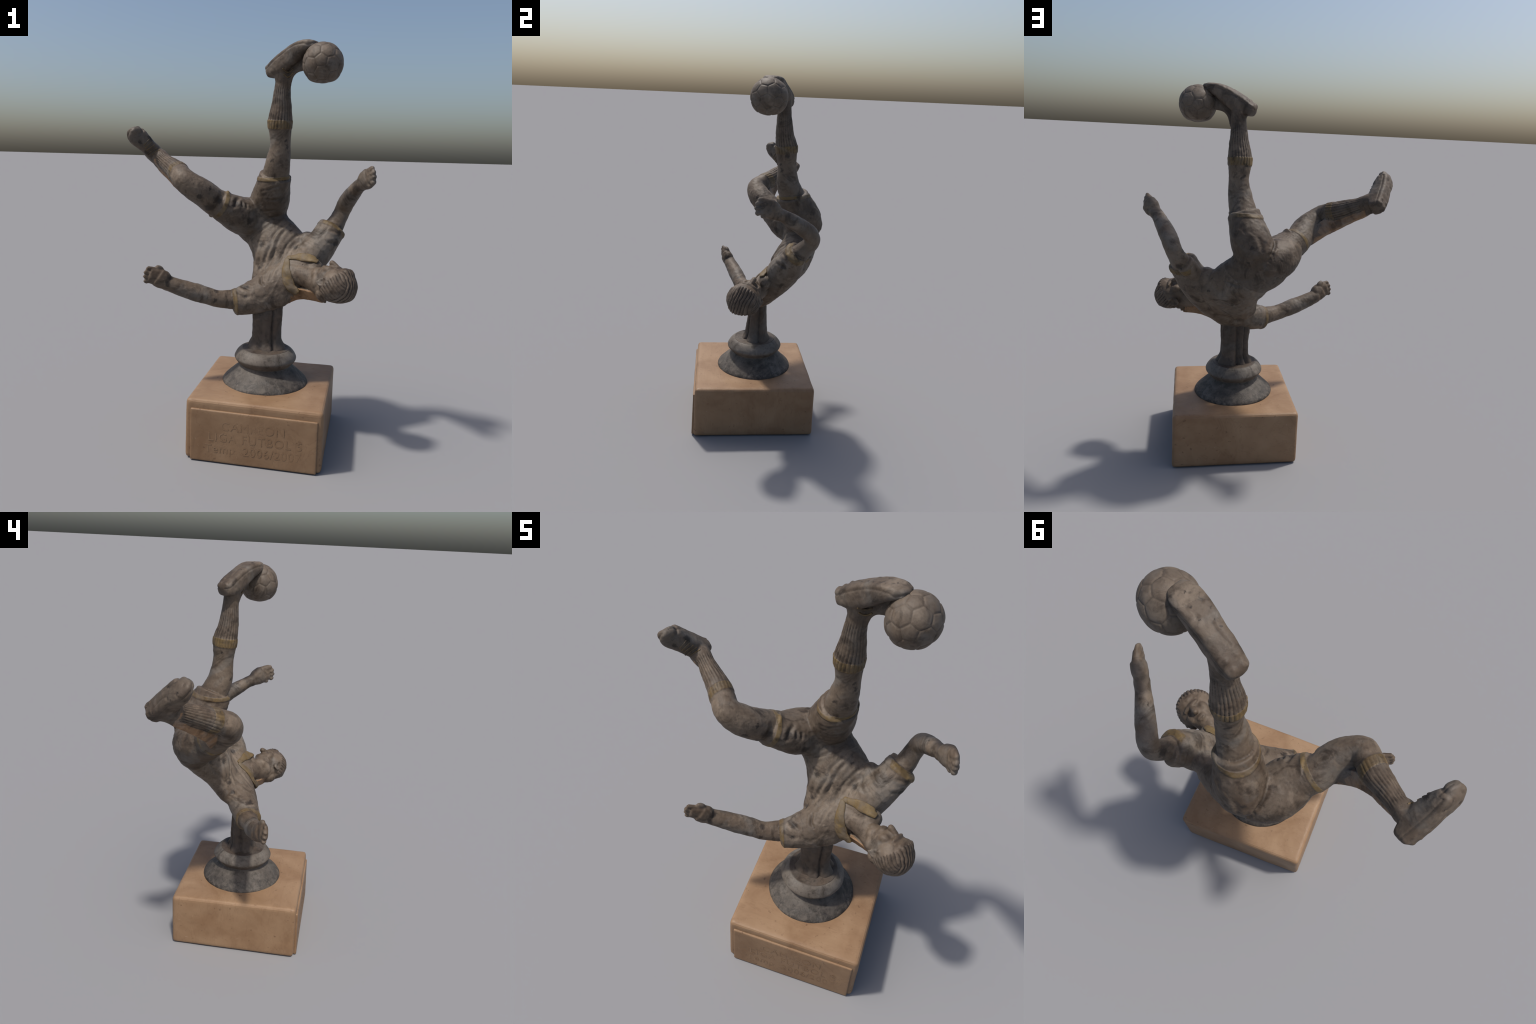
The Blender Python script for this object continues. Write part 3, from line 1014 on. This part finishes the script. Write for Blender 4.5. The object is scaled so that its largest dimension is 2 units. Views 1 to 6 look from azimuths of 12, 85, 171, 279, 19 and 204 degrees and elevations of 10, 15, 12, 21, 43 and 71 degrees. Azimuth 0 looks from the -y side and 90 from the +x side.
def strip(name, pts, half, thick, mat, parent):
    """Flat band of cloth laid on the skin along a line; half: half widths at the given points."""
    P = spline(np.column_stack([np.array(pts), half]), 6)
    C, N = [], []
    for p in P:
        near_ = [k for _, k, d in skin.find_n(p[:3], 40)]
        n = unit(nor[near_].mean(0))
        q = co[near_[0]] + n * .0015
        k = .70 * math.exp(-(np.linalg.norm(q - p[:3]) / .018) ** 2)
        C.append((1 - k) * p[:3] + k * q)
        N.append(n)
    C, N = np.array(C), np.array(N)
    C[1:-1] = (C[:-2] + 2 * C[1:-1] + C[2:]) / 4
    T = np.gradient(C, axis=0)
    W = np.cross(N, T)
    W /= np.linalg.norm(W, axis=1)[:, None]
    st = [(*c, w_, thick, *s_) for c, w_, s_ in zip(C, P[:, 3], W)]
    v, f = loft(st, seg=32, power=2.4, caps=(.6, .6), linear=True)
    # follow the skin across the width too, so the flap lies flat with a soft raised rim
    out = []
    for p in v:
        q, k, d = skin.find(p)
        h = (p - co[k]) @ nor[k]
        out.append(p - nor[k] * h * .65 * math.exp(-(d / .02) ** 2) + nor[k] * .0015)
    out = np.array(out) + .0012 * np.array([1., 1, 1]) * value_noise(np.array(out), 60, 71)[:, None]
    return add_object(name, new_mesh(name, out, f), parent, mat)


strip("collar", [(.305, -.050, .778), (.272, -.046, .815), (.246, -.026, .862), (.238, .012, .908), (.234, .046, .938)], [.020, .025, .025, .019, .012], .0085, M_TRIM, figure)
strip("collar", [(.236, .048, .942), (.275, .036, .948), (.320, .022, .955), (.365, .010, .952), (.398, .002, .942)], [.012, .015, .024, .023, .015], .0085, M_TRIM, figure)

# ------------------------------------------------------------------ boot laces
def lace(pts_):
    v, f = tube([(*p, .0036) for p in pts_], sub=4, seg=10)
    add_object("lace", new_mesh("lace", v, f), figure, M_TRIM)


# <laces>
lace([(-0.573, 0.126, 1.492), (-0.564, 0.129, 1.504), (-0.555, 0.134, 1.515), (-0.549, 0.142, 1.524)])
lace([(-0.568, 0.132, 1.478), (-0.557, 0.137, 1.490), (-0.547, 0.143, 1.501), (-0.539, 0.153, 1.509)])
lace([(-0.565, 0.140, 1.463), (-0.551, 0.144, 1.476), (-0.539, 0.152, 1.486), (-0.529, 0.164, 1.494)])
lace([(-0.565, 0.154, 1.442), (-0.547, 0.155, 1.458), (-0.532, 0.164, 1.470), (-0.520, 0.177, 1.478)])
lace([(-0.541, 0.163, 1.443), (-0.521, 0.167, 1.459), (-0.505, 0.180, 1.468)])
lace([(0.182, 0.049, 1.872), (0.197, 0.069, 1.860), (0.214, 0.074, 1.861), (0.230, 0.066, 1.872)])
lace([(0.186, 0.064, 1.847), (0.202, 0.075, 1.836), (0.218, 0.071, 1.842), (0.230, 0.064, 1.854)])
# </laces>

# ------------------------------------------------------------------ ball: 32 sewn panels
BALL_C, BALL_R = np.array((.381, .007, 1.889)), .0975
ball = bpy.data.objects.new("football", None)
bpy.context.scene.collection.objects.link(ball)
ball.parent = root
bm = bmesh.new()
bmesh.ops.create_icosphere(bm, subdivisions=1, radius=1)
ico_v = np.array([v.co for v in bm.verts])
ico_f = np.array([f.calc_center_median().normalized() for f in bm.faces])
bm.free()
bm = bmesh.new()
bmesh.ops.create_icosphere(bm, subdivisions=6, radius=1)
bv = np.array([v.co for v in bm.verts])
bf = [tuple(v.index for v in f.verts) for f in bm.faces]
bm.free()
if len(ico_v) != 12:
    phi = (1 + 5 ** .5) / 2
    ico_v = np.array([unit(p) for a in (-1, 1) for b in (-phi, phi) for p in ((0, a, b), (a, b, 0), (b, 0, a))])
    dd = np.linalg.norm(ico_v[:, None] - ico_v[None], axis=2)
    edge = dd[dd > .1].min() * 1.05
    ico_f = np.array([unit(ico_v[i] + ico_v[j] + ico_v[k]) for i in range(12) for j in range(i) for k in range(j) if max(dd[i, j], dd[j, k], dd[i, k]) < edge])
# turn the ball so that two hexagons meet where the front of the real one shows a hexagon seam
k = np.argsort(-(ico_f @ ico_f[0]))[1]
m0, m1 = unit(ico_f[0] + ico_f[k]), unit((-.033, -.837, .546))
h0, h1 = unit(ico_f[k] - ico_f[0]), np.array((.997, .008, .071))
h1 = unit(h1 - (h1 @ m1) * m1)
spin = np.array([m1, h1, np.cross(m1, h1)]).T @ np.array([m0, h0, np.cross(m0, h0)])
seeds = np.vstack([ico_v, ico_f]) @ spin.T
bias = np.array([.0] * 12 + [.052] * 20)


def panel_scores(p):
    s = p @ seeds.T + bias * .55
    o = np.sort(s, axis=1)
    return s.argmax(1), o[:, -1] - o[:, -2]


vown, gap = panel_scores(bv)
r = BALL_R * (1 - .027 * np.exp(-(gap / .022) ** 2) + .012 * step(gap, 0, .2)) + .0012 * value_noise(bv, 3.5, 4)
squash = 1 - .06 * step(-bv[:, 2], .75, 1.0)
bco = bv * r[:, None] * squash[:, None]
cen = bv[[f[0] for f in bf]] + bv[[f[1] for f in bf]] + bv[[f[2] for f in bf]]
cen /= np.linalg.norm(cen, axis=1)[:, None]
fown, _ = panel_scores(cen)
full = new_mesh("full", bco, bf)
bn = get_normals(full)
bpy.data.meshes.remove(full)
for k in range(32):
    idx = np.where(fown == k)[0]
    used = sorted({v for i in idx for v in bf[i]})
    back = {v: i for i, v in enumerate(used)}
    pm = new_mesh("panel", bco[used], [tuple(back[v] for v in bf[i]) for i in idx])
    ob = add_object("panel", pm, ball, M_BALL)
    pm.normals_split_custom_set_from_vertices([tuple(n) for n in bn[used]])
ball.location = BALL_C

# ------------------------------------------------------------------ stand: turned foot and fluted pillar
SC = np.array((.148, -.006))


def lathe(name, profile, mat, parent, seg=160, wobble=.0015):
    P = spline(profile, 5)
    P[:, 0] = np.maximum(P[:, 0], .0005)
    th = np.linspace(0, 2 * np.pi, seg, endpoint=False)
    v = np.array([(SC[0] + r * math.cos(t), SC[1] + r * math.sin(t), z) for r, z in P for t in th])
    d = v - np.array((*SC, .38))
    v = v + unit((1, 1, 1)) * 0 + d / np.linalg.norm(d, axis=1)[:, None] * (wobble * value_noise(v, 16, 9) + wobble * .6 * value_noise(v, 45, 10))[:, None]
    f = []
    for i in range(len(P) - 1):
        for j in range(seg):
            k = (j + 1) % seg
            f.append((i * seg + j, i * seg + k, (i + 1) * seg + k, (i + 1) * seg + j))
    f.append(tuple(range(seg))[::-1])
    f.append(tuple((len(P) - 1) * seg + j for j in range(seg)))
    return add_object(name, new_mesh(name, v, f), parent, mat)


stand = bpy.data.objects.new("stand", None)
bpy.context.scene.collection.objects.link(stand)
stand.parent = root
lathe("stand_foot", [(.205, .276), (.216, .284), (.220, .293), (.219, .302), (.211, .313), (.192, .331), (.168, .353), (.147, .371), (.134, .383), (.128, .390), (.10, .392)], M_STAND, stand)
lathe("stand_ring", [(.10, .380), (.122, .383), (.132, .389), (.141, .399), (.153, .411), (.1595, .421), (.1600, .429), (.155, .441), (.146, .454), (.135, .465), (.124, .471), (.112, .471), (.100, .467), (.05, .466)], M_RING, stand)

lathe("stand_top", [(.124, .462), (.121, .4725), (.108, .4735), (.05, .476), (.02, .477)], M_PILLAR, stand)

# pillar: four rough vertical ribs
th = np.linspace(0, 2 * np.pi, 128, endpoint=False)
rows = []
for k, zz in enumerate(np.linspace(.445, .76, 60)):
    t = (zz - .445) / .255
    a = .082 + .026 * (1 - step(np.array(t), .05, .32)) + .006 * np.sin(t * 9) * .3
    b = .053 + .018 * (1 - np.clip(t, 0, 1)) + .018 * (1 - step(np.array(t), .05, .28))
    g = 1 - .08 * np.exp(-((np.mod(th - 4.55 + .12 * t + np.pi, 2 * np.pi) - np.pi) / .16) ** 2) - .17 * np.exp(-((np.mod(th - 5.25 + np.pi, 2 * np.pi) - np.pi) / .13) ** 2)
    g = g - .24 * np.exp(-((np.mod(th - 1.75 + np.pi, 2 * np.pi) - np.pi) / .17) ** 2) - .16 * np.exp(-((np.mod(th - 2.35 + np.pi, 2 * np.pi) - np.pi) / .13) ** 2)
    g = g - .16 * np.exp(-((np.mod(th - .15 + np.pi, 2 * np.pi) - np.pi) / .2) ** 2) - .14 * np.exp(-((np.mod(th - 3.3 + np.pi, 2 * np.pi) - np.pi) / .2) ** 2)
    p = np.stack([.150 + a * g * np.cos(th), .002 + .006 * t + b * g * np.sin(th), np.full_like(th, zz)], 1)
    rows.append(p)
v = np.vstack(rows)
d = v - np.array((.150, .004, 0)) * np.array((1, 1, 0)) - v * np.array((0, 0, 1))
v = v + d / np.linalg.norm(d, axis=1)[:, None] * (.003 * value_noise(v * np.array((1, 1, .5)), 26, 31) + .0015 * value_noise(v, 70, 32))[:, None]
f = [(i * 128 + j, i * 128 + (j + 1) % 128, (i + 1) * 128 + (j + 1) % 128, (i + 1) * 128 + j) for i in range(59) for j in range(128)]
f += [tuple(range(128))[::-1], tuple(59 * 128 + j for j in range(128))]
add_object("pillar", new_mesh("pillar", v, f), stand, M_PILLAR)

# ------------------------------------------------------------------ plinth block with its front plaque
def box_mesh(name, low, high, bevel, segs, mat, parent, cuts=24, rough=.0015, seed=40):
    """low/high: the four corners (x, y) counter-clockwise from front left, and z of bottom and top."""
    bm = bmesh.new()
    (c0, z0), (c1, z1) = low, high
    a = [bm.verts.new((x, y, z0)) for x, y in c0]
    b = [bm.verts.new((x, y, z)) for (x, y), z in zip(c1, z1)]
    bm.faces.new(a[::-1])
    bm.faces.new(b)
    for i in range(4):
        j = (i + 1) % 4
        bm.faces.new((a[i], a[j], b[j], b[i]))
    bmesh.ops.bevel(bm, geom=bm.edges[:] + bm.verts[:], offset=bevel, segments=segs, profile=.55, affect="EDGES")
    bmesh.ops.triangulate(bm, faces=bm.faces[:])
    for _ in range(8):
        long = [e for e in bm.edges if e.calc_length() > .018]
        if not long:
            break
        bmesh.ops.subdivide_edges(bm, edges=long, cuts=1)
        bmesh.ops.triangulate(bm, faces=[f for f in bm.faces if len(f.verts) > 3])
    me = bpy.data.meshes.new(name)
    bm.to_mesh(me)
    bm.free()
    co = get_co(me)
    n = get_normals(me)
    amp = rough * (value_noise(co, 9, seed) + .5 * value_noise(co, 28, seed + 1))
    co = co + n * (amp * step(co[:, 2], .0, .02))[:, None]
    set_co(me, co)
    ob = add_object(name, me, parent, mat)
    me.set_sharp_from_angle(angle=math.radians(45))
    return ob


plinth = bpy.data.objects.new("plinth", None)
bpy.context.scene.collection.objects.link(plinth)
plinth.parent = root
FL, FR, BR, BL = (-.170, -.362), (.490, -.358), (.484, .328), (-.188, .312)
box_mesh("plinth_block", ([FL, FR, BR, BL], .0), ([(-.167, -.358), (.492, -.352), (.482, .327), (-.187, .310)], [.302, .298, .294, .293]), .022, 4, M_MARBLE, plinth)
box_mesh("plaque", ([(-.140, -.376), (.468, -.369), (.470, -.300), (-.140, -.300)], .002), ([(-.140, -.368), (.468, -.362), (.470, -.300), (-.140, -.300)], [.258, .254, .254, .258]), .006, 3, M_PLATE, plinth, rough=.0008, seed=44)


def lettering(text, x, zc, size):
    cu = bpy.data.curves.new("lettering", "FONT")
    cu.body = text
    cu.size = size
    cu.align_x = "CENTER"
    cu.align_y = "CENTER"
    cu.extrude = .0001
    cu.space_character = 1.12
    tmp = bpy.data.objects.new("lettering", cu)
    bpy.context.scene.collection.objects.link(tmp)
    dg = bpy.context.evaluated_depsgraph_get()
    tm = bpy.data.meshes.new_from_object(tmp.evaluated_get(dg))
    bpy.data.objects.remove(tmp)
    ob = add_object("lettering", tm, plinth, M_LETTER, smooth=False)
    ob.rotation_euler = (math.pi / 2 - .030, 0, .0105)
    ob.location = (x, -.3694 - .007 * (.13 - zc) / .13 * .5, zc)
    return ob


lettering("CAMPEON", .165, .185, .060)
lettering("LIGA FUTBOL 5", .175, .128, .060)
lettering("Temp. 2006/2007", .165, .070, .058)
